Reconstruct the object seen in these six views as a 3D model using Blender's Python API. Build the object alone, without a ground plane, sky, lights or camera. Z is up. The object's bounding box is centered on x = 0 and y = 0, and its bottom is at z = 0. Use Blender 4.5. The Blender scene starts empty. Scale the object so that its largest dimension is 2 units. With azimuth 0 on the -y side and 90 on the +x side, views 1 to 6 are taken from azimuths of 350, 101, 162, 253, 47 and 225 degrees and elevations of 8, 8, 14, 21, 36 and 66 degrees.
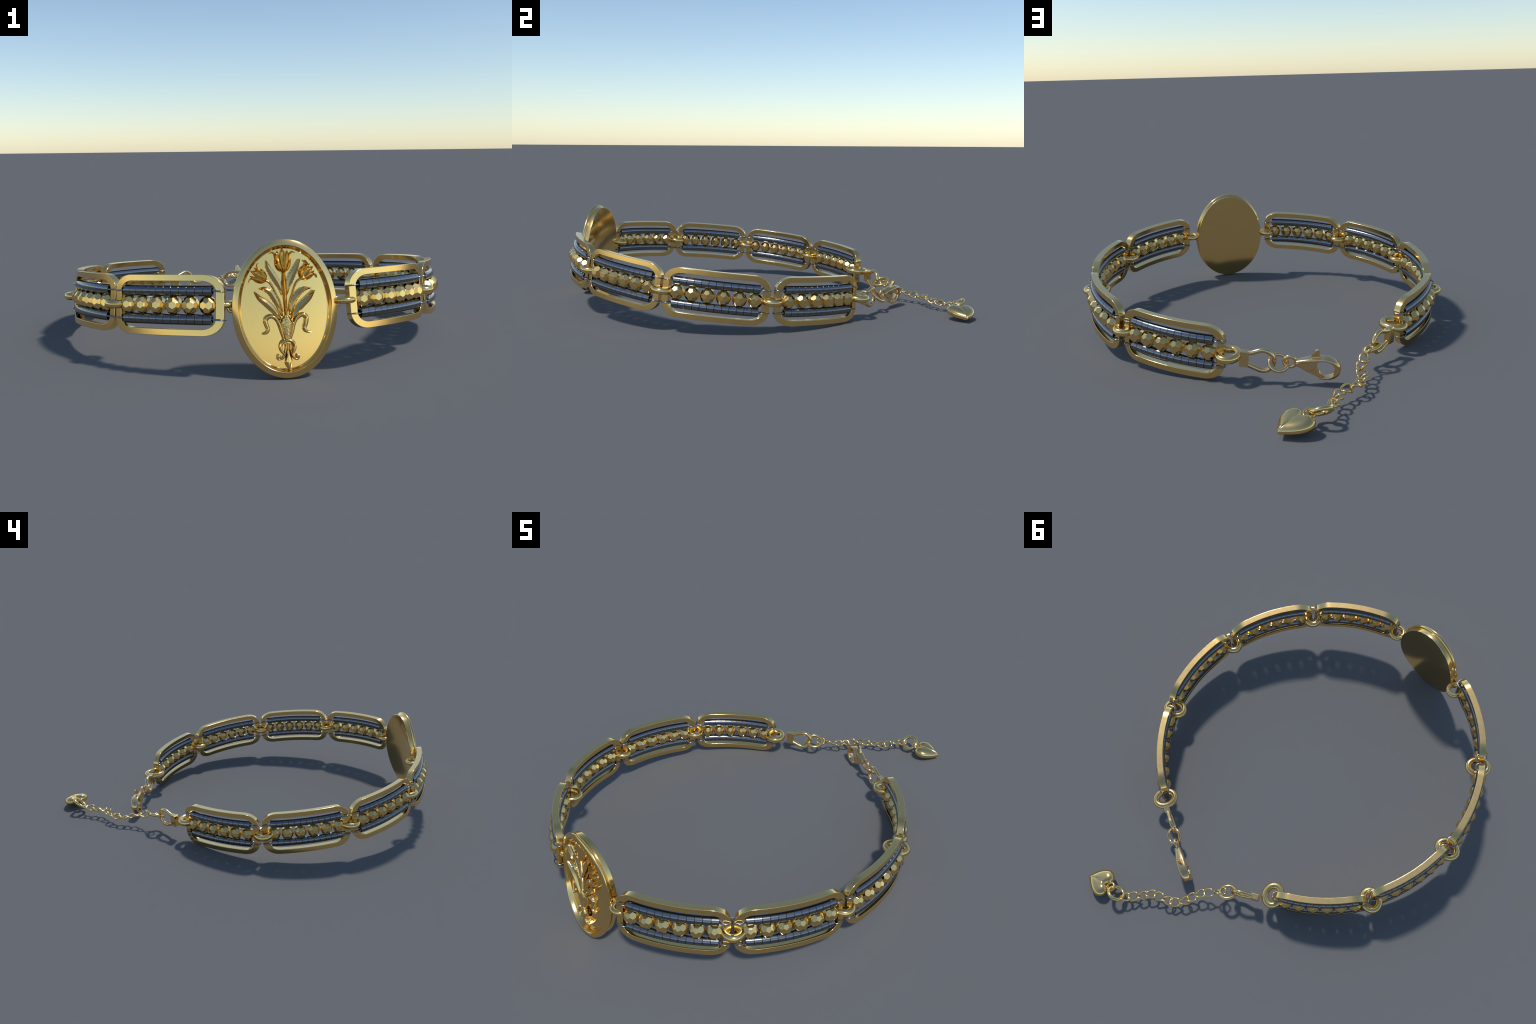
"""Gold link bracelet: oval flower medallion, eight curved frame links strung with
faceted beads between two rows of dark tube beads, joint rings, lobster clasp,
extender chain and heart charm."""
import bpy, bmesh, math, random
from mathutils import Vector, Matrix, noise

random.seed(7)
TAU = math.tau

# ------------------------------------------------------------------ materials
def metal(name, color, rough, grain=0.012, grain_scale=60.0, bump=0.0, bump_scale=900.0):
    m = bpy.data.materials.new(name); m.use_nodes = True
    nt = m.node_tree; b = nt.nodes["Principled BSDF"]
    b.inputs["Metallic"].default_value = 1.0
    tc = nt.nodes.new("ShaderNodeTexCoord")
    n = nt.nodes.new("ShaderNodeTexNoise")
    n.inputs["Scale"].default_value = grain_scale
    n.inputs["Detail"].default_value = 4.0
    nt.links.new(tc.outputs["Object"], n.inputs["Vector"])
    ramp = nt.nodes.new("ShaderNodeValToRGB")
    lo = [c * (1 - grain) for c in color]; hi = [min(1, c * (1 + grain)) for c in color]
    ramp.color_ramp.elements[0].position = 0.35; ramp.color_ramp.elements[0].color = (*lo, 1)
    ramp.color_ramp.elements[1].position = 0.65; ramp.color_ramp.elements[1].color = (*hi, 1)
    nt.links.new(n.outputs["Fac"], ramp.inputs["Fac"])
    nt.links.new(ramp.outputs["Color"], b.inputs["Base Color"])
    mr = nt.nodes.new("ShaderNodeMapRange")
    mr.inputs["To Min"].default_value = rough * 0.85
    mr.inputs["To Max"].default_value = rough * 1.15
    nt.links.new(n.outputs["Fac"], mr.inputs["Value"])
    nt.links.new(mr.outputs["Result"], b.inputs["Roughness"])
    if bump:
        n2 = nt.nodes.new("ShaderNodeTexNoise"); n2.inputs["Scale"].default_value = bump_scale
        nt.links.new(tc.outputs["Object"], n2.inputs["Vector"])
        bp = nt.nodes.new("ShaderNodeBump"); bp.inputs["Strength"].default_value = bump
        bp.inputs["Distance"].default_value = 0.001
        nt.links.new(n2.outputs["Fac"], bp.inputs["Height"])
        nt.links.new(bp.outputs["Normal"], b.inputs["Normal"])
    return m

GOLD = metal("polished_gold", (0.95, 0.645, 0.24), 0.14)
GOLD_BEAD = metal("faceted_gold", (0.95, 0.645, 0.24), 0.11)
GOLD_CLASP = metal("warm_gold", (0.93, 0.63, 0.29), 0.13)
STEEL = metal("dark_hematite", (0.225, 0.232, 0.25), 0.16)
WIRE = metal("steel_wire", (0.30, 0.31, 0.34), 0.2)
BORE = metal("dark_bore", (0.02, 0.02, 0.022), 0.5)

# -------------------------------------------------------------------- helpers
ROOT = bpy.data.objects.new("bracelet", None)
bpy.context.scene.collection.objects.link(ROOT)
ROOT["label"] = "gold link bracelet with oval tulip medallion and heart charm"
ROOT["category"] = "bracelet"

def link(name, mesh, parent, mat=None, matrix=None):
    o = bpy.data.objects.new(name, mesh)
    bpy.context.scene.collection.objects.link(o)
    if mat and not mesh.materials:
        mesh.materials.append(mat)
    o.parent = parent
    if matrix is not None:
        o.matrix_local = matrix
    return o

def mesh_from(name, verts, faces, smooth_angle=None):
    me = bpy.data.meshes.new(name)
    me.from_pydata([tuple(v) for v in verts], [], faces)
    bm = bmesh.new(); bm.from_mesh(me)
    bmesh.ops.remove_doubles(bm, verts=bm.verts, dist=1e-6)
    bmesh.ops.recalc_face_normals(bm, faces=bm.faces)
    bm.to_mesh(me); bm.free()
    smooth(me, smooth_angle)
    return me

def smooth(me, angle):
    if angle is None:
        return
    for p in me.polygons:
        p.use_smooth = True
    bm = bmesh.new(); bm.from_mesh(me)
    lim = math.radians(angle)
    for e in bm.edges:
        if len(e.link_faces) == 2:
            e.smooth = e.calc_face_angle(0.0) < lim
    bm.to_mesh(me); bm.free()

def bevelled(me, width, segments=2, angle=35):
    """bevel with hardened normals, baked into a new mesh"""
    o = bpy.data.objects.new("tmp", me)
    bpy.context.scene.collection.objects.link(o)
    for p in me.polygons:
        p.use_smooth = True
    md = o.modifiers.new("b", "BEVEL")
    md.width = width; md.segments = segments; md.limit_method = 'ANGLE'
    md.angle_limit = math.radians(angle); md.harden_normals = True
    dg = bpy.context.evaluated_depsgraph_get()
    out = bpy.data.meshes.new_from_object(o.evaluated_get(dg), preserve_all_data_layers=True, depsgraph=dg)
    out.name = me.name
    bpy.data.objects.remove(o)
    return out

def basis(x, y, z, loc):
    m = Matrix((x, y, z)).transposed().to_4x4()
    m.translation = loc
    return m

def frame_from_normal(nrm, along, loc):
    z = Vector(nrm).normalized()
    x = Vector(along); x = (x - z * x.dot(z)).normalized()
    return basis(x, z.cross(x), z, Vector(loc))

def spline(pts, n, closed=False):
    """Catmull-Rom samples through tuples of any length"""
    P = [tuple(p) for p in pts]; out = []
    m = len(P); segs = m if closed else m - 1
    for i in range(n if closed else n + 1):
        t = i / n * segs
        k = min(int(t), segs - 1); f = t - k
        def g(j):
            return P[j % m] if closed else P[max(0, min(m - 1, j))]
        a, b, c, d = g(k - 1), g(k), g(k + 1), g(k + 2)
        out.append(tuple(0.5 * (2 * b[q] + (c[q] - a[q]) * f + (2 * a[q] - 5 * b[q] + 4 * c[q] - d[q]) * f * f
                                + (3 * b[q] - a[q] - 3 * c[q] + d[q]) * f ** 3) for q in range(len(b))))
    return out

def tube_along(name, pts, radius, closed=True, sides=14, squash=1.0):
    """round wire swept along 3D points (parallel transported frame)"""
    P = [Vector(p) for p in pts]; n = len(P)
    T = []
    for i in range(n):
        a = P[(i - 1) % n] if closed or i else P[0]
        b = P[(i + 1) % n] if closed or i < n - 1 else P[-1]
        T.append((b - a).normalized())
    N = T[0].orthogonal().normalized(); frames = []
    for i in range(n):
        N = (N - T[i] * N.dot(T[i])).normalized(); frames.append((N.copy(), T[i].cross(N)))
    if closed:   # spread the closing twist evenly
        Nf = (N - T[0] * N.dot(T[0])).normalized()
        N0, B0 = frames[0]
        tw = math.atan2(Nf.dot(B0), Nf.dot(N0))
        fr = []
        for i, (a, b) in enumerate(frames):
            th = -tw * i / n
            fr.append((a * math.cos(th) + b * math.sin(th), b * math.cos(th) - a * math.sin(th)))
        frames = fr
    rad = radius if callable(radius) else (lambda f: radius)
    V, F = [], []
    for i in range(n):
        r = rad(i / max(1, n - 1))
        a, b = frames[i]
        for s in range(sides):
            an = TAU * s / sides
            V.append(P[i] + a * (r * math.cos(an)) + b * (r * squash * math.sin(an)))
    for i in range(n if closed else n - 1):
        for s in range(sides):
            F.append((i * sides + s, i * sides + (s + 1) % sides,
                      ((i + 1) % n) * sides + (s + 1) % sides, ((i + 1) % n) * sides + s))
    if not closed:
        F.append(tuple(range(sides))); F.append(tuple((n - 1) * sides + s for s in range(sides)))
    return mesh_from(name, V, F, 60)

def oval_ring(name, a, b, r, seg=64, sides=20):
    return tube_along(name, [(a * math.cos(TAU * i / seg), b * math.sin(TAU * i / seg), 0) for i in range(seg)],
                      r, True, sides)

# ------------------------------------------------------------ bracelet layout
CENTRE = Vector((-0.0007, -0.2065, 0))
RADIUS = 0.745
PLANE_N = Vector((-0.0018, 0.1024, 1.0)).normalized()
def plane_z(x, y):
    return 0.1976 + 0.0018 * x - 0.1024 * y      # level of the upper wire loops
LOOP_H = 0.0483                                   # bead rows above and below the middle
# ends of the eight frames (upper wire loops), right side then left side
FRAMES = [
    ((0.2066, -0.9251), (0.5305, -0.7104)), ((0.5632, -0.6718), (0.7285, -0.3213)),
    ((0.7380, -0.2704), (0.6762, 0.1233)), ((0.6410, 0.1758), (0.3574, 0.4518)),
    ((-0.2505, -0.9126), (-0.5661, -0.6929)), ((-0.5942, -0.6560), (-0.7390, -0.3073)),
    ((-0.7397, -0.2564), (-0.6660, 0.1101)), ((-0.6495, 0.1601), (-0.3793, 0.4163)),
]

class Bend:
    """maps flat link coordinates (s along, h up, r outward) to the bracelet"""
    def __init__(self, p, q):
        S = Vector((*p, plane_z(*p))); E = Vector((*q, plane_z(*q)))
        t = (E - S).normalized()
        mid = (S + E) / 2
        out = mid - CENTRE; out.z = 0; out.normalize()
        u = PLANE_N - 0.075 * out
        u = (u - t * u.dot(t)).normalized()
        n = t.cross(u)
        if n.dot(out) < 0:
            n = -n
        self.t, self.u, self.n = t, u, n
        self.chord = (E - S).length
        self.sl = RADIUS * math.asin(self.chord / 2 / RADIUS)
        self.M = mid - u * LOOP_H + n * (RADIUS - RADIUS * math.cos(self.sl / RADIUS))
    def at(self, s, h, r=0.0):
        a = s / RADIUS
        return self.M + self.t * ((RADIUS + r) * math.sin(a)) + self.n * ((RADIUS + r) * math.cos(a) - RADIUS) + self.u * h
    def axes(self, s):
        a = s / RADIUS
        t = self.t * math.cos(a) - self.n * math.sin(a)
        n = self.n * math.cos(a) + self.t * math.sin(a)
        return t, n, self.u

# frame link -----------------------------------------------------------------
HALF_H, RAIL, BAR, THICK = 0.1035, 0.0225, 0.028, 0.028
def rounded_rect(A, H, rx, ry, n_long=22, n_short=4, n_corner=10):
    pts = []
    def corner(cx, cy, a0):
        for i in range(n_corner):
            a = a0 + math.pi / 2 * i / n_corner
            pts.append((cx + rx * math.cos(a), cy + ry * math.sin(a)))
    def line(p, q, n):
        for i in range(n):
            pts.append((p[0] + (q[0] - p[0]) * i / n, p[1] + (q[1] - p[1]) * i / n))
    corner(A - rx, H - ry, 0)
    line((A - rx, H), (-(A - rx), H), n_long)
    corner(-(A - rx), H - ry, math.pi / 2)
    line((-A, H - ry), (-A, -(H - ry)), n_short)
    corner(-(A - rx), -(H - ry), math.pi)
    line((-(A - rx), -H), (A - rx, -H), n_long)
    corner(A - rx, -(H - ry), 1.5 * math.pi)
    line((A, -(H - ry)), (A, H - ry), n_short)
    return pts

def frame_mesh(bend):
    A = bend.sl + 0.0205
    outer = rounded_rect(A, HALF_H, 0.074, 0.058)
    inner = rounded_rect(A - BAR, HALF_H - RAIL, 0.05, 0.037)
    n = len(outer); V, F = [], []
    for ring, r in ((outer, THICK / 2), (inner, THICK / 2), (inner, -THICK / 2), (outer, -THICK / 2)):
        V += [bend.at(s, h, r) for s, h in ring]
    for k in range(4):
        for i in range(n):
            j = (i + 1) % n
            F.append((k * n + i, k * n + j, ((k + 1) % 4) * n + j, ((k + 1) % 4) * n + i))
    return bevelled(mesh_from("link_frame", V, F), 0.0016, 2, 40)

# faceted bead: soccer-ball cut (12 pentagons, 20 hexagons), edge on top -----
def bead_mesh():
    g = (1 + 5 ** 0.5) / 2
    base = [(0, 1, 3 * g), (1, 2 + g, 2 * g), (g, 2, 2 * g + 1)]
    pts = set()
    for b in base:
        for sx in (1, -1):
            for sy in (1, -1):
                for sz in (1, -1):
                    v = (b[0] * sx, b[1] * sy, b[2] * sz)
                    for k in range(3):
                        pts.add(tuple(round(v[(i + k) % 3], 6) + 0.0 for i in range(3)))
    pts = [Vector(p) for p in sorted(pts)]
    R = pts[0].length
    # cutter's axes: an edge of two hexagons on top, a pentagon facing out and up
    x, y, up = Vector((0, 1, 0)), Vector((1, 0, 0)), Vector((0, 0, 1))
    bm = bmesh.new()
    for p in pts:
        bm.verts.new((p.dot(x) / R, p.dot(y) / R, p.dot(up) / R))
    bmesh.ops.convex_hull(bm, input=bm.verts)
    bmesh.ops.dissolve_limit(bm, angle_limit=0.02, verts=bm.verts, edges=bm.edges)
    bmesh.ops.recalc_face_normals(bm, faces=bm.faces)
    me = bpy.data.meshes.new("faceted_bead"); bm.to_mesh(me); bm.free()
    return bevelled(me, 0.02, 1, 5)

def tube_mesh(r=1.0, hole=0.55, seg=28):
    """unit tube bead along x with rounded lips and an open bore"""
    prof = [(-0.5, hole), (-0.5, 0.93), (-0.488, 0.98), (-0.47, 1.0), (0.47, 1.0), (0.488, 0.98), (0.5, 0.93), (0.5, hole)]
    V, F = [], []
    for x, rr in prof:
        V += [(x, rr * math.cos(TAU * i / seg), rr * math.sin(TAU * i / seg)) for i in range(seg)]
    m = len(prof)
    for k in range(m):
        for i in range(seg):
            j = (i + 1) % seg
            F.append((k * seg + i, k * seg + j, ((k + 1) % m) * seg + j, ((k + 1) % m) * seg + i))
    me = mesh_from("tube_bead", V, F, 40)
    me.materials.append(STEEL); me.materials.append(BORE)
    for p in me.polygons:
        c = p.center
        if math.hypot(c.y, c.z) < hole * 1.02:
            p.material_index = 1
    return me

BEAD = bead_mesh(); BEAD.materials.append(GOLD_BEAD)
TUBE = tube_mesh()
WIRE_LOOP = oval_ring("wire_loop", 0.0236, 0.0228, 0.0029, 48, 10); WIRE_LOOP.materials.append(WIRE)

def sized(me_name, me, parent, mat, scale):
    o = link(me_name, me, parent)
    o.matrix_local = mat @ Matrix.Diagonal((*scale, 1))
    return o

for p, q in FRAMES:
    b = Bend(p, q)
    fr = link("link_frame", frame_mesh(b), ROOT, GOLD)
    k = b.chord / 0.4005
    pitch = 0.0655 * k
    for i in range(6):
        s = (i - 2.5) * pitch
        t, n, u = b.axes(s)
        # bead x runs along the strand, y outward, z up
        m = basis(n.cross(u), n, u, b.at(s, 0, 0))
        sized("faceted_bead", BEAD, fr, m, (0.0325 * k, 0.0330, 0.0330))
    seg = 0.898 * b.chord / 12
    for side in (1, -1):
        for i in range(12):
            s = (i - 5.5) * seg
            t, n, u = b.axes(s)
            m = basis(t, u, t.cross(u), b.at(s, side * LOOP_H, 0))
            sized("tube_bead", TUBE, fr, m, (seg * 0.992, 0.0190, 0.0190))
        for e in (1, -1):
            s = e * b.sl
            t, n, u = b.axes(s)
            tilt = Matrix.Rotation(random.uniform(-0.08, 0.08), 4, 'Y') @ Matrix.Rotation(random.uniform(-0.06, 0.06), 4, 'X')
            sized("wire_loop", WIRE_LOOP, fr, basis(t, n, t.cross(n), b.at(s, side * LOOP_H, 0)) @ tilt, (1, 1, 1))

# joint rings ----------------------------------------------------------------
JOINT = oval_ring("joint_ring", 0.0352, 0.0442, 0.0155, 64, 24); JOINT.materials.append(GOLD)
SMALL = oval_ring("joint_ring", 0.0315, 0.0315, 0.011, 56, 20); SMALL.materials.append(GOLD)
for x, y, z in [(0.5469, -0.6915, 0.2212), (0.7278, -0.2991, 0.1813), (0.6521, 0.1413, 0.1361), (0.3326, 0.4726, 0.1016),
                (-0.5762, -0.6732, 0.2173), (-0.7424, -0.2852, 0.1773), (-0.6667, 0.1215, 0.1358), (-0.3528, 0.4176, 0.1085)]:
    out = Vector((x, y, 0)) - CENTRE
    link("joint_ring", JOINT, ROOT, matrix=frame_from_normal(PLANE_N, out.cross(PLANE_N), (x, y, z)))
for x, y, z in [(0.179, -0.9241, 0.2443), (-0.2345, -0.8905, 0.2402)]:
    link("joint_ring", SMALL, ROOT, matrix=frame_from_normal(PLANE_N, (1, 0, 0), (x, y, z)))

# ------------------------------------------------------------------ medallion
MB, MA = 0.1794, 0.2321                        # half width, half height
SAG = 0.0224                                   # the plate is bent to the bracelet's curve
_yaw, _tilt, _roll = math.radians(-2.58), math.radians(8.98), math.radians(1.1)
_u = Vector((math.cos(_yaw), math.sin(_yaw), 0))
MN = Vector((math.sin(_yaw), -math.cos(_yaw), 0)) * math.cos(_tilt) + Vector((0, 0, 1)) * math.sin(_tilt)
_v = MN.cross(_u)
MU = _u * math.cos(_roll) + _v * math.sin(_roll)
MV = _v * math.cos(_roll) - _u * math.sin(_roll)
MED = basis(MU, MV, MN, Vector((-0.0321, -0.9677, 0.2315)))
def bent(x, z):
    return z - SAG * (x / MB) ** 2
FLOOR = 0.0210
def medallion_mesh():
    prof = [(0.17, .0410), (0.13, .0410), (0.09, .0410), (0.05, .0410), (0.02, .0410), (0.0080, .0410), (0.0068, .0398), (0.0068, .0225), (0.0074, .0210), (0.0105, .0200), (0.0100, .0182),
            (0.0070, .0165), (0.0040, .0142), (0.0018, .0118), (0.0005, .0092), (0.0000, .0060), (0.0006, .0038),
            (0.0012, .0032), (0.0182, .0002), (0.0190, .0000), (0.0205, .0010), (0.0220, .0040), (0.0232, .0085),
            (0.0248, .0135), (0.0268, .0175), (0.0290, .0198), (0.0312, FLOOR), (0.0318, FLOOR), (0.045, FLOOR), (0.07, FLOOR), (0.10, FLOOR), (0.13, FLOOR), (0.17, FLOOR)]
    seg = 160; V, F = [], []
    for i, d in prof:
        V += [((MB - i) * math.cos(TAU * k / seg), (MA - i) * math.sin(TAU * k / seg), -d) for k in range(seg)]
    for r in range(len(prof) - 1):
        for k in range(seg):
            j = (k + 1) % seg
            F.append((r * seg + k, r * seg + j, (r + 1) * seg + j, (r + 1) * seg + k))
    F.append(tuple(range(seg)))
    F.append(tuple((len(prof) - 1) * seg + k for k in range(seg)))
    me = mesh_from("medallion", V, F, 44)
    # the flat faces (back, rim front, floor) stay truly flat
    bm = bmesh.new(); bm.from_mesh(me)
    for f in bm.faces:
        if abs(f.normal.z) > 0.999:
            for e in f.edges:
                if any(abs(g.normal.z) <= 0.999 for g in e.link_faces):
                    e.smooth = False
    for v in bm.verts:
        v.co.z = bent(v.co.x, v.co.z)
    bm.to_mesh(me); bm.free()
    return me
medallion = link("medallion", medallion_mesh(), ROOT, GOLD, MED)

# side eyelets that hold the small rings
EYE = oval_ring("eyelet", 0.012, 0.014, 0.0055, 40, 14); EYE.materials.append(GOLD)
for sx in (1, -1):
    link("eyelet", EYE, medallion, matrix=basis(Vector((1, 0, 0)), Vector((0, 1, 0)), Vector((0, 0, 1)),
                                                Vector((sx * MB, 0.012, -0.048))))

# relief drawing: coordinates in drawing units, x right, y down, 9300 units = 1 m
def draw(x, y):
    dx, dy = x - 1234, y - 1981
    p, q = 1.0783e-4 * dx - 3.44e-6 * dy, -3.85e-6 * dx - 1.0682e-4 * dy
    return (p - 0.0057 + 0.014 * q, q - 0.014 * p)
UNIT = 1.075e-4
RISE = 1.15                                  # overall relief height

def blade(name, pts, widths, h=0.012, edge=0.005, lift=(0, 0), profile="ridge", serrate=0, teeth=0, ribs=0, n=60, base=0.0, dents=0.0):
    """relief piece: spine points + half widths; ridged leaf or rounded stem standing on the floor"""
    h, edge, base, dents = h * RISE, edge * RISE, base * RISE, dents * RISE
    lift = (lift[0] * RISE, lift[1] * RISE)
    data = [(*draw(*p), w * UNIT) for p, w in zip(pts, widths)]
    S = spline(data, n)
    if dents:
        ks = [-1] + [math.sin(math.pi / 2 * (j / 17 - 1) * 0.97) for j in range(35)] + [1]
    else:
        ks = [-1, -0.93, -0.75, -0.5, -0.25, 0, 0.25, 0.5, 0.75, 0.93, 1]
    V, F = [], []
    for i, (x, y, w) in enumerate(S):
        a = S[max(0, i - 1)]; b = S[min(n, i + 1)]
        d = Vector((b[0] - a[0], b[1] - a[1])); d = d.normalized() if d.length else Vector((1, 0))
        px, py = -d.y, d.x
        f = i / n
        w = max(w, 0.0004)
        up = lift[0] * (1 - f) ** 2 + lift[1] * f ** 2
        rib = 1 + ribs * math.sin(f * TAU * teeth) if ribs else 1
        for k in ks:
            ww = w
            if serrate and abs(k) > 0.8:
                saw = (f * teeth) % 1.0
                ww = w * (1 + serrate * (saw - 0.5))
            if abs(k) == 1:
                z = -0.002
            elif profile == "ridge":
                z = edge + (h - edge) * (1 - abs(k)) ** 0.9
                z *= min(1, 0.35 + w / (30 * UNIT))
            else:
                z = h * math.sqrt(max(0, 1 - k * k * 0.96)) * rib
            z += up if abs(k) < 1 else 0
            X, Y = x + px * k * ww, y + py * k * ww
            if dents and abs(k) < 0.95:
                z += dents * noise.noise(Vector((X * 620, Y * 800, 3)))
            V.append((X, Y, bent(X, -FLOOR + base + z)))
    m = len(ks)
    for i in range(n):
        for j in range(m - 1):
            F.append((i * m + j, i * m + j + 1, (i + 1) * m + j + 1, (i + 1) * m + j))
    F.append(tuple(range(m))); F.append(tuple(n * m + j for j in range(m)))
    link(name, mesh_from(name, V, F, 38), medallion, GOLD)

def ball(x, y, r, z):
    bm = bmesh.new(); bmesh.ops.create_uvsphere(bm, u_segments=20, v_segments=14, radius=r * UNIT)
    me = bpy.data.meshes.new("scroll_knob"); bm.to_mesh(me); bm.free(); smooth(me, 60)
    px, py = draw(x, y)
    link("scroll_knob", me, medallion, GOLD, Matrix.Translation((px, py, bent(px, -FLOOR + z * RISE))))

Y2, X3, Y3 = 1254.4, 156.8, 2665.6
def low(pts):
    return [(x, y + Y2) for x, y in pts]
def foot(pts):
    return [(x + X3, y + Y3) for x, y in pts]

# serrated leaves: upper pair, then two pairs sweeping outward
blade("leaf", [(660, 470), (735, 690), (880, 920), (1020, 1140), (1120, 1340), (1175, 1560)], [16, 86, 115, 109, 75, 29], 0.013, 0.007, (0.006, 0), serrate=.24, teeth=11)
blade("leaf", [(1725, 425), (1610, 690), (1500, 900), (1410, 1130), (1350, 1340), (1310, 1560)], [16, 92, 115, 109, 69, 29], 0.013, 0.007, (0.007, 0), serrate=.24, teeth=11)
blade("leaf", low([(440, 115), (620, 115), (800, 210), (930, 400), (1050, 620), (1180, 960)]), [14, 71, 101, 101, 86, 29], 0.013, 0.006, (0.006, 0), serrate=.22, teeth=10)
blade("leaf", low([(2085, 85), (1880, 110), (1700, 230), (1580, 420), (1490, 640), (1425, 940)]), [14, 71, 101, 101, 86, 29], 0.013, 0.006, (0.007, 0), serrate=.22, teeth=10)
blade("leaf", low([(300, 205), (480, 410), (680, 560), (850, 720), (1000, 890), (1140, 1090)]), [16, 83, 113, 113, 86, 32], 0.015, 0.007, (0.007, 0), serrate=.22, teeth=20)
blade("leaf", low([(2205, 160), (2020, 390), (1840, 560), (1690, 720), (1570, 900), (1470, 1080)]), [16, 90, 113, 113, 86, 32], 0.015, 0.007, (0.009, 0), serrate=.22, teeth=20)

# stems
blade("stem", [(1220, 845), (1235, 1150), (1252, 1450), (1272, 1750), (1298, 2180)], [64, 78, 76, 68, 52], 0.013, profile="round", ribs=.13, teeth=34, n=170)
blade("stem", [(690, 1110), (790, 1170), (900, 1340), (1010, 1560), (1110, 1760), (1200, 2080)], [42, 40, 36, 32, 28, 20], 0.010, profile="round")
blade("stem", [(1765, 1055), (1670, 1120), (1570, 1290), (1490, 1540), (1415, 1760), (1370, 2080)], [42, 40, 36, 32, 28, 20], 0.010, profile="round")

# middle tulip
blade("petal", [(770, 272), (860, 226), (935, 275), (965, 440), (990, 620), (1070, 760), (1200, 855)], [8, 24, 38, 46, 46, 40, 16], 0.012, 0.005)
blade("petal", [(1590, 232), (1505, 198), (1430, 260), (1415, 430), (1405, 600), (1345, 740), (1245, 855)], [8, 24, 38, 46, 46, 40, 16], 0.012, 0.005)
blade("petal", [(1020, 165), (1030, 290), (1060, 480), (1120, 660), (1205, 850)], [10, 48, 52, 46, 16], 0.014, 0.007)
blade("petal", [(1335, 148), (1335, 280), (1320, 480), (1290, 660), (1240, 850)], [10, 48, 52, 46, 16], 0.014, 0.007)
blade("petal", [(1175, 95), (1180, 210), (1195, 380), (1208, 560), (1224, 855)], [10, 70, 88, 72, 18], 0.019, 0.010)
# left tulip
blade("petal", [(452, 548), (400, 610), (410, 720), (540, 810), (640, 940), (690, 1110)], [8, 22, 40, 60, 58, 16], 0.012, 0.005)
blade("petal", [(130, 1185), (175, 1080), (270, 1050), (400, 1120), (540, 1155), (690, 1120)], [8, 24, 36, 56, 50, 16], 0.012, 0.005)
blade("petal", [(300, 700), (400, 790), (540, 920), (688, 1112)], [10, 40, 44, 14], 0.013, 0.006)
blade("petal", [(178, 962), (290, 1020), (460, 1070), (688, 1115)], [10, 40, 44, 14], 0.013, 0.006)
blade("petal", [(196, 806), (330, 870), (480, 965), (690, 1115)], [10, 76, 88, 16], 0.018, 0.009)
# right tulip
blade("petal", [(1830, 455), (1905, 530), (1890, 630), (1790, 740), (1740, 880), (1768, 1055)], [8, 20, 38, 48, 48, 16], 0.012, 0.005)
blade("petal", [(1910, 455), (1980, 550), (1960, 640), (1870, 760), (1800, 900), (1772, 1055)], [8, 20, 36, 48, 46, 16], 0.014, 0.006)
blade("petal", [(2308, 1012), (2265, 920), (2185, 905), (2060, 985), (1930, 1050), (1775, 1062)], [8, 22, 36, 56, 50, 16], 0.012, 0.005)
blade("petal", [(2068, 568), (1980, 680), (1870, 840), (1775, 1055)], [10, 44, 48, 14], 0.014, 0.006)
blade("petal", [(2222, 798), (2120, 880), (1960, 980), (1775, 1060)], [10, 40, 44, 14], 0.013, 0.006)
blade("petal", [(2165, 655), (2040, 780), (1910, 920), (1772, 1060)], [12, 78, 88, 16], 0.018, 0.009)

# scrolls beside the seed head, seed head, band, drop
blade("scroll", low([(1225, 1690), (1150, 1430), (1080, 1220), (1010, 1080), (890, 985), (750, 985), (660, 1085), (690, 1240), (735, 1370), (680, 1480), (545, 1520)]),
      [45, 58, 62, 66, 70, 78, 82, 74, 66, 56, 30], 0.014, profile="round", n=110)
blade("scroll", low([(1425, 1690), (1500, 1430), (1545, 1220), (1620, 1060), (1745, 945), (1870, 925), (1950, 1020), (1930, 1200), (1890, 1330), (1950, 1440), (2090, 1470)]),
      [45, 58, 62, 66, 70, 78, 82, 74, 66, 56, 30], 0.014, profile="round", n=110)
blade("seed_head", low([(1308, 905), (1308, 1000), (1312, 1180), (1322, 1400), (1335, 1560), (1342, 1700)]), [20, 110, 190, 165, 115, 90], 0.018, profile="round", n=130, dents=0.0011)
blade("band", foot([(1065, 740), (985, 620), (965, 480), (1030, 360), (1195, 300), (1350, 360), (1405, 480), (1395, 590), (1340, 715)]),
      [34, 46, 52, 54, 56, 54, 52, 46, 34], 0.011, profile="round", n=90, base=0.009)
blade("scroll", foot([(1130, 420), (1125, 600), (1095, 760), (1020, 870), (920, 905), (860, 840)]), [42, 40, 42, 46, 48, 46], 0.013, profile="round", base=0.002)
blade("scroll", foot([(1265, 420), (1270, 600), (1320, 760), (1400, 860), (1490, 890), (1545, 820)]), [42, 40, 42, 46, 48, 46], 0.013, profile="round", base=0.002)
ball(895 + X3, 815 + Y3, 66, 0.010)
ball(1510 + X3, 795 + Y3, 62, 0.010)
blade("drop", foot([(1195, 400), (1195, 560), (1205, 760), (1218, 900), (1225, 1000), (1230, 1110), (1236, 1250)]), [46, 52, 74, 115, 136, 100, 6], 0.017, profile="round", n=70)

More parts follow.
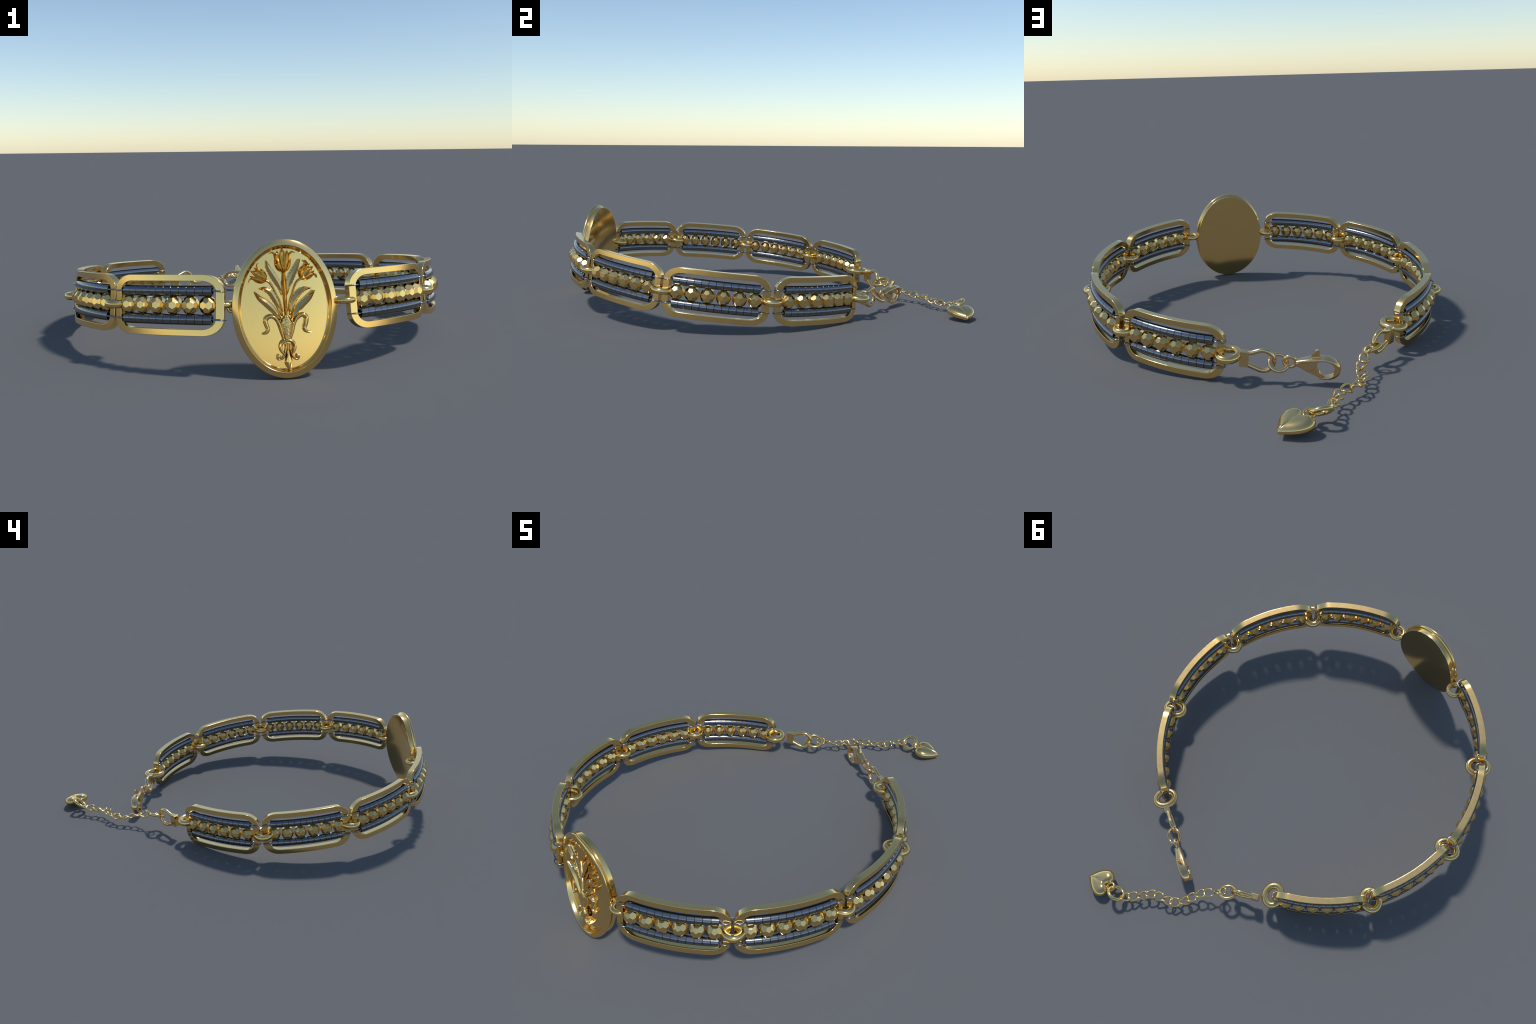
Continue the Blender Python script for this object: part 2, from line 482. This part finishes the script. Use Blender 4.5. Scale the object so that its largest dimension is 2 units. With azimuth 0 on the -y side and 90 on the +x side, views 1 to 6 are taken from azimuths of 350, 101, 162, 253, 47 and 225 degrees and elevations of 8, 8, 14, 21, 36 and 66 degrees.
# ---------------------------------------------------------------- end fittings
def bail(loc, along, up, mat):
    """folded box with a teardrop wire loop, in the plane of `along` and `up`"""
    x = Vector(along).normalized(); y = Vector(up); y = (y - x * y.dot(x)).normalized()
    M = basis(x, y, x.cross(y), Vector(loc))
    bm = bmesh.new(); bmesh.ops.create_cube(bm, size=1)
    bmesh.ops.scale(bm, vec=(0.033, 0.060, 0.025), verts=bm.verts)
    me = bpy.data.meshes.new("bail"); bm.to_mesh(me); bm.free()
    box = link("bail", bevelled(me, 0.0012), ROOT, mat, M)
    pts = spline([(0.006, 0.020, 0), (0.030, 0.027, 0), (0.062, 0.039, 0), (0.088, 0.034, 0), (0.104, 0.015, 0), (0.108, -0.002, 0),
                  (0.103, -0.019, 0), (0.088, -0.037, 0), (0.062, -0.041, 0), (0.030, -0.030, 0), (0.006, -0.021, 0)], 60)
    link("wire_loop", tube_along("bail_loop", pts, 0.0090, False, 16), box, mat)
    return box

def ring(name, loc, nrm, along, outer, wire, mat, parent=None, ratio=1.0):
    me = oval_ring(name, outer / 2 - wire, (outer / 2 - wire) * ratio, wire, 56, 16)
    return link(name, me, parent or ROOT, mat, frame_from_normal(nrm, along, loc))

UPL = Vector((0, 0.10, 1))
# clasp side
bail((0.2815, 0.5007, 0.0905), (-0.106, 0.045, -0.012), (-0.02, 0.13, 1), GOLD_CLASP)
ring("jump_ring", (0.1700, 0.5590, 0.0785), (0.1, 0.65, 0.74), (1, 0, 0), 0.082, 0.0075, GOLD_CLASP)

# lobster clasp, drawn in its own plane (units as measured, 9700 = 1 m)
CD = Vector((-0.1426, 0.0637, -0.0066)).normalized()
CU = Vector((-0.013, 0.028, 0.0997)); CU = (CU - CD * CU.dot(CD)).normalized()
CM = basis(CD, CU, CD.cross(CU), Vector((0.1126, 0.5858, 0.0826)))
CK = 1.02e-4
def cl(x, y):
    return ((x - 215) * CK, (760 - y) * CK)

def plate(name, outline, depth, bev=0.003, z=0.0, smoothn=0):
    """closed outline extruded symmetrically, edges rounded"""
    pts = [cl(*p) for p in (spline(outline, smoothn, True) if smoothn else outline)]
    n = len(pts)
    V = [(x, y, z + depth / 2) for x, y in pts] + [(x, y, z - depth / 2) for x, y in pts]
    F = [tuple(range(n)), tuple(range(2 * n - 1, n - 1, -1))]
    F += [(i, i + n, (i + 1) % n + n, (i + 1) % n) for i in range(n)]
    return bevelled(mesh_from(name, V, F), bev, 3, 40)

def band_sweep(name, pts, n=70, sides=20, power=3.0):
    """spine points (x, y, half thickness, half width) swept with a rounded-box section"""
    S = spline([(*cl(x, y), a * CK, b) for x, y, a, b in pts], n)
    V, F = [], []
    for i, (x, y, a, b) in enumerate(S):
        p = S[max(0, i - 1)]; q = S[min(n, i + 1)]
        d = Vector((q[0] - p[0], q[1] - p[1])).normalized()
        for k in range(sides):
            an = TAU * k / sides
            c, s = math.cos(an), math.sin(an)
            u = math.copysign(abs(c) ** (2 / power), c) * a
            v = math.copysign(abs(s) ** (2 / power), s) * b
            V.append((x - d.y * u, y + d.x * u, v))
    for i in range(n):
        for k in range(sides):
            F.append((i * sides + k, i * sides + (k + 1) % sides, (i + 1) * sides + (k + 1) % sides, (i + 1) * sides + k))
    F.append(tuple(range(sides))); F.append(tuple(n * sides + k for k in range(sides)))
    return mesh_from(name, V, F, 50)

clasp = link("clasp", band_sweep("clasp", [
    (215, 735, 50, .010), (420, 690, 75, .014), (700, 620, 80, .018), (960, 575, 66, .0195), (1220, 555, 62, .0195), (1430, 610, 72, .019),
    (1585, 740, 100, .018), (1672, 920, 112, .017), (1625, 1110, 102, .016), (1480, 1265, 78, .014), (1270, 1330, 52, .013), (1120, 1335, 45, .012)]), ROOT, GOLD_CLASP, CM)
link("clasp_body", plate("clasp_body", [(200, 760), (300, 690), (600, 610), (900, 600), (960, 700), (925, 840), (870, 950), (760, 1035), (640, 1060), (500, 1020), (350, 940), (225, 870)],
     0.026, 0.005, 0, 48), clasp, GOLD_CLASP)
link("clasp_gate", plate("clasp_gate", [(480, 1000), (640, 980), (860, 900), (930, 960), (990, 1080), (1090, 1170), (1190, 1215), (1150, 1270), (1050, 1320), (900, 1250), (720, 1165), (540, 1070)],
     0.018, 0.004, 0, 48), clasp, GOLD_CLASP)
link("clasp_lever", plate("clasp_lever", [(715, 560), (740, 470), (860, 270), (900, 215), (950, 195), (1005, 215), (1022, 260), (1030, 420), (1040, 560)], 0.011, 0.0015), clasp, GOLD_CLASP)
link("gate_knob", plate("gate_knob", [(1030, 1290), (1090, 1195), (1125, 1265), (1110, 1335), (1040, 1362)], 0.028, 0.001), clasp, GOLD_CLASP)
ring("clasp_eye", (0.1330, 0.5750, 0.0830), CD.cross(CU), CD, 0.056, 0.0068, GOLD_CLASP)

# chain side
bail((-0.3032, 0.4805, 0.0905), (0.1095, 0.0650, -0.008), (0.02, 0.11, 1), GOLD)
ring("jump_ring", (-0.1985, 0.5530, 0.0800), (0.33, -0.25, 0.91), (1, 0, 0), 0.086, 0.0078, GOLD)

LINKS = [(-0.176, 0.573, 0.082), (-0.141, 0.613, 0.070), (-0.114, 0.646, 0.058), (-0.098, 0.685, 0.048), (-0.087, 0.719, 0.042), (-0.063, 0.752, 0.042),
         (-0.034, 0.771, 0.043), (0.003, 0.786, 0.045), (0.040, 0.808, 0.043), (0.062, 0.841, 0.038), (0.084, 0.871, 0.043), (0.109, 0.904, 0.044)]
def curb_link():
    pts = []
    for i in range(48):
        a = TAU * i / 48
        pts.append((0.0235 * math.cos(a), 0.0180 * math.sin(a), 0.0068 * math.sin(2 * a)))
    me = tube_along("chain_link", pts, 0.0041, True, 10)
    me.materials.append(GOLD); return me
LINK = curb_link()
ROLL = [0.5, -0.5, 0.3, 0.1, 0.4, -0.2, 0.3, -0.4, 0.2, 0.35, -0.35, 0.4]
for i, c in enumerate(LINKS):
    a = Vector(LINKS[max(0, i - 1)]); b = Vector(LINKS[min(len(LINKS) - 1, i + 1)])
    d = (b - a).normalized()
    nrm = Vector((0, 0, 1)); nrm = (nrm - d * nrm.dot(d)).normalized()
    nrm = nrm * math.cos(ROLL[i]) + d.cross(nrm) * math.sin(ROLL[i])
    link("chain_link", LINK, ROOT, matrix=frame_from_normal(nrm, d, c))

ring("charm_ring", (0.1480, 0.9210, 0.0490), (-0.03, -0.62, 0.78), (1, 0, 0), 0.086, 0.0082, GOLD)

# heart charm
HX = Vector((0.0905, 0.0306, -0.0186)).normalized()
HN = Vector((0.162, 0.113, 0.978)); HN = (HN - HX * HN.dot(HX)).normalized()
HM = basis(HX, HN.cross(HX), HN, Vector((0.2128, 0.9280, 0.0400))) @ Matrix.Scale(1.05, 4)
def heart_mesh():
    # half outline from cleft round the lobe to the tip: (x toward tip, y sideways)
    half = [(0.000, 0.0), (-0.010, 0.009), (-0.0175, 0.022), (-0.0165, 0.040), (-0.003, 0.055), (0.018, 0.0605), (0.044, 0.0525), (0.070, 0.032), (0.0965, 0.0)]
    NS, NR = 48, 18
    S = spline(half, NS)
    V, F = [], []
    hub = (0.012, 0.024)                                   # top of each lobe's dome
    for sgn in (1, -1):
        for top in (1, -1):
            base = len(V)
            ring_pts = S + [(0.0965 * (1 - i / 16), 0.0) for i in range(1, 16)]     # lobe outline + crease line
            m = len(ring_pts)
            for k in range(NR + 1):
                f = k / NR
                for i, (x, y) in enumerate(ring_pts):
                    X = hub[0] + (x - hub[0]) * f; Y = hub[1] + (y - hub[1]) * f
                    # height: rim at 0, crease line sits a little lower than the dome
                    on_crease = i > NS
                    t = max(0.0, min(1.0, x / 0.0965))
                    edge = 0.0222 * min(1.0, t / 0.14) ** 0.5 * max(0.0, 1 - t ** 2) ** 0.6 if on_crease else 0.0
                    z = edge + (0.0225 - edge) * (1 - f ** 2.6) ** 0.6
                    V.append((X, Y * sgn, top * z))
            for k in range(NR):
                for i in range(m):
                    j = (i + 1) % m
                    F.append((base + k * m + i, base + k * m + j, base + (k + 1) * m + j, base + (k + 1) * m + i))
    return mesh_from("heart_charm", V, F, 60)
heart = link("heart_charm", heart_mesh(), ROOT, GOLD, HM)
ring("charm_eye", (0.1880, 0.9200, 0.0475), (0.2, 0.35, 0.9), (1, 0, 0), 0.046, 0.0055, GOLD)
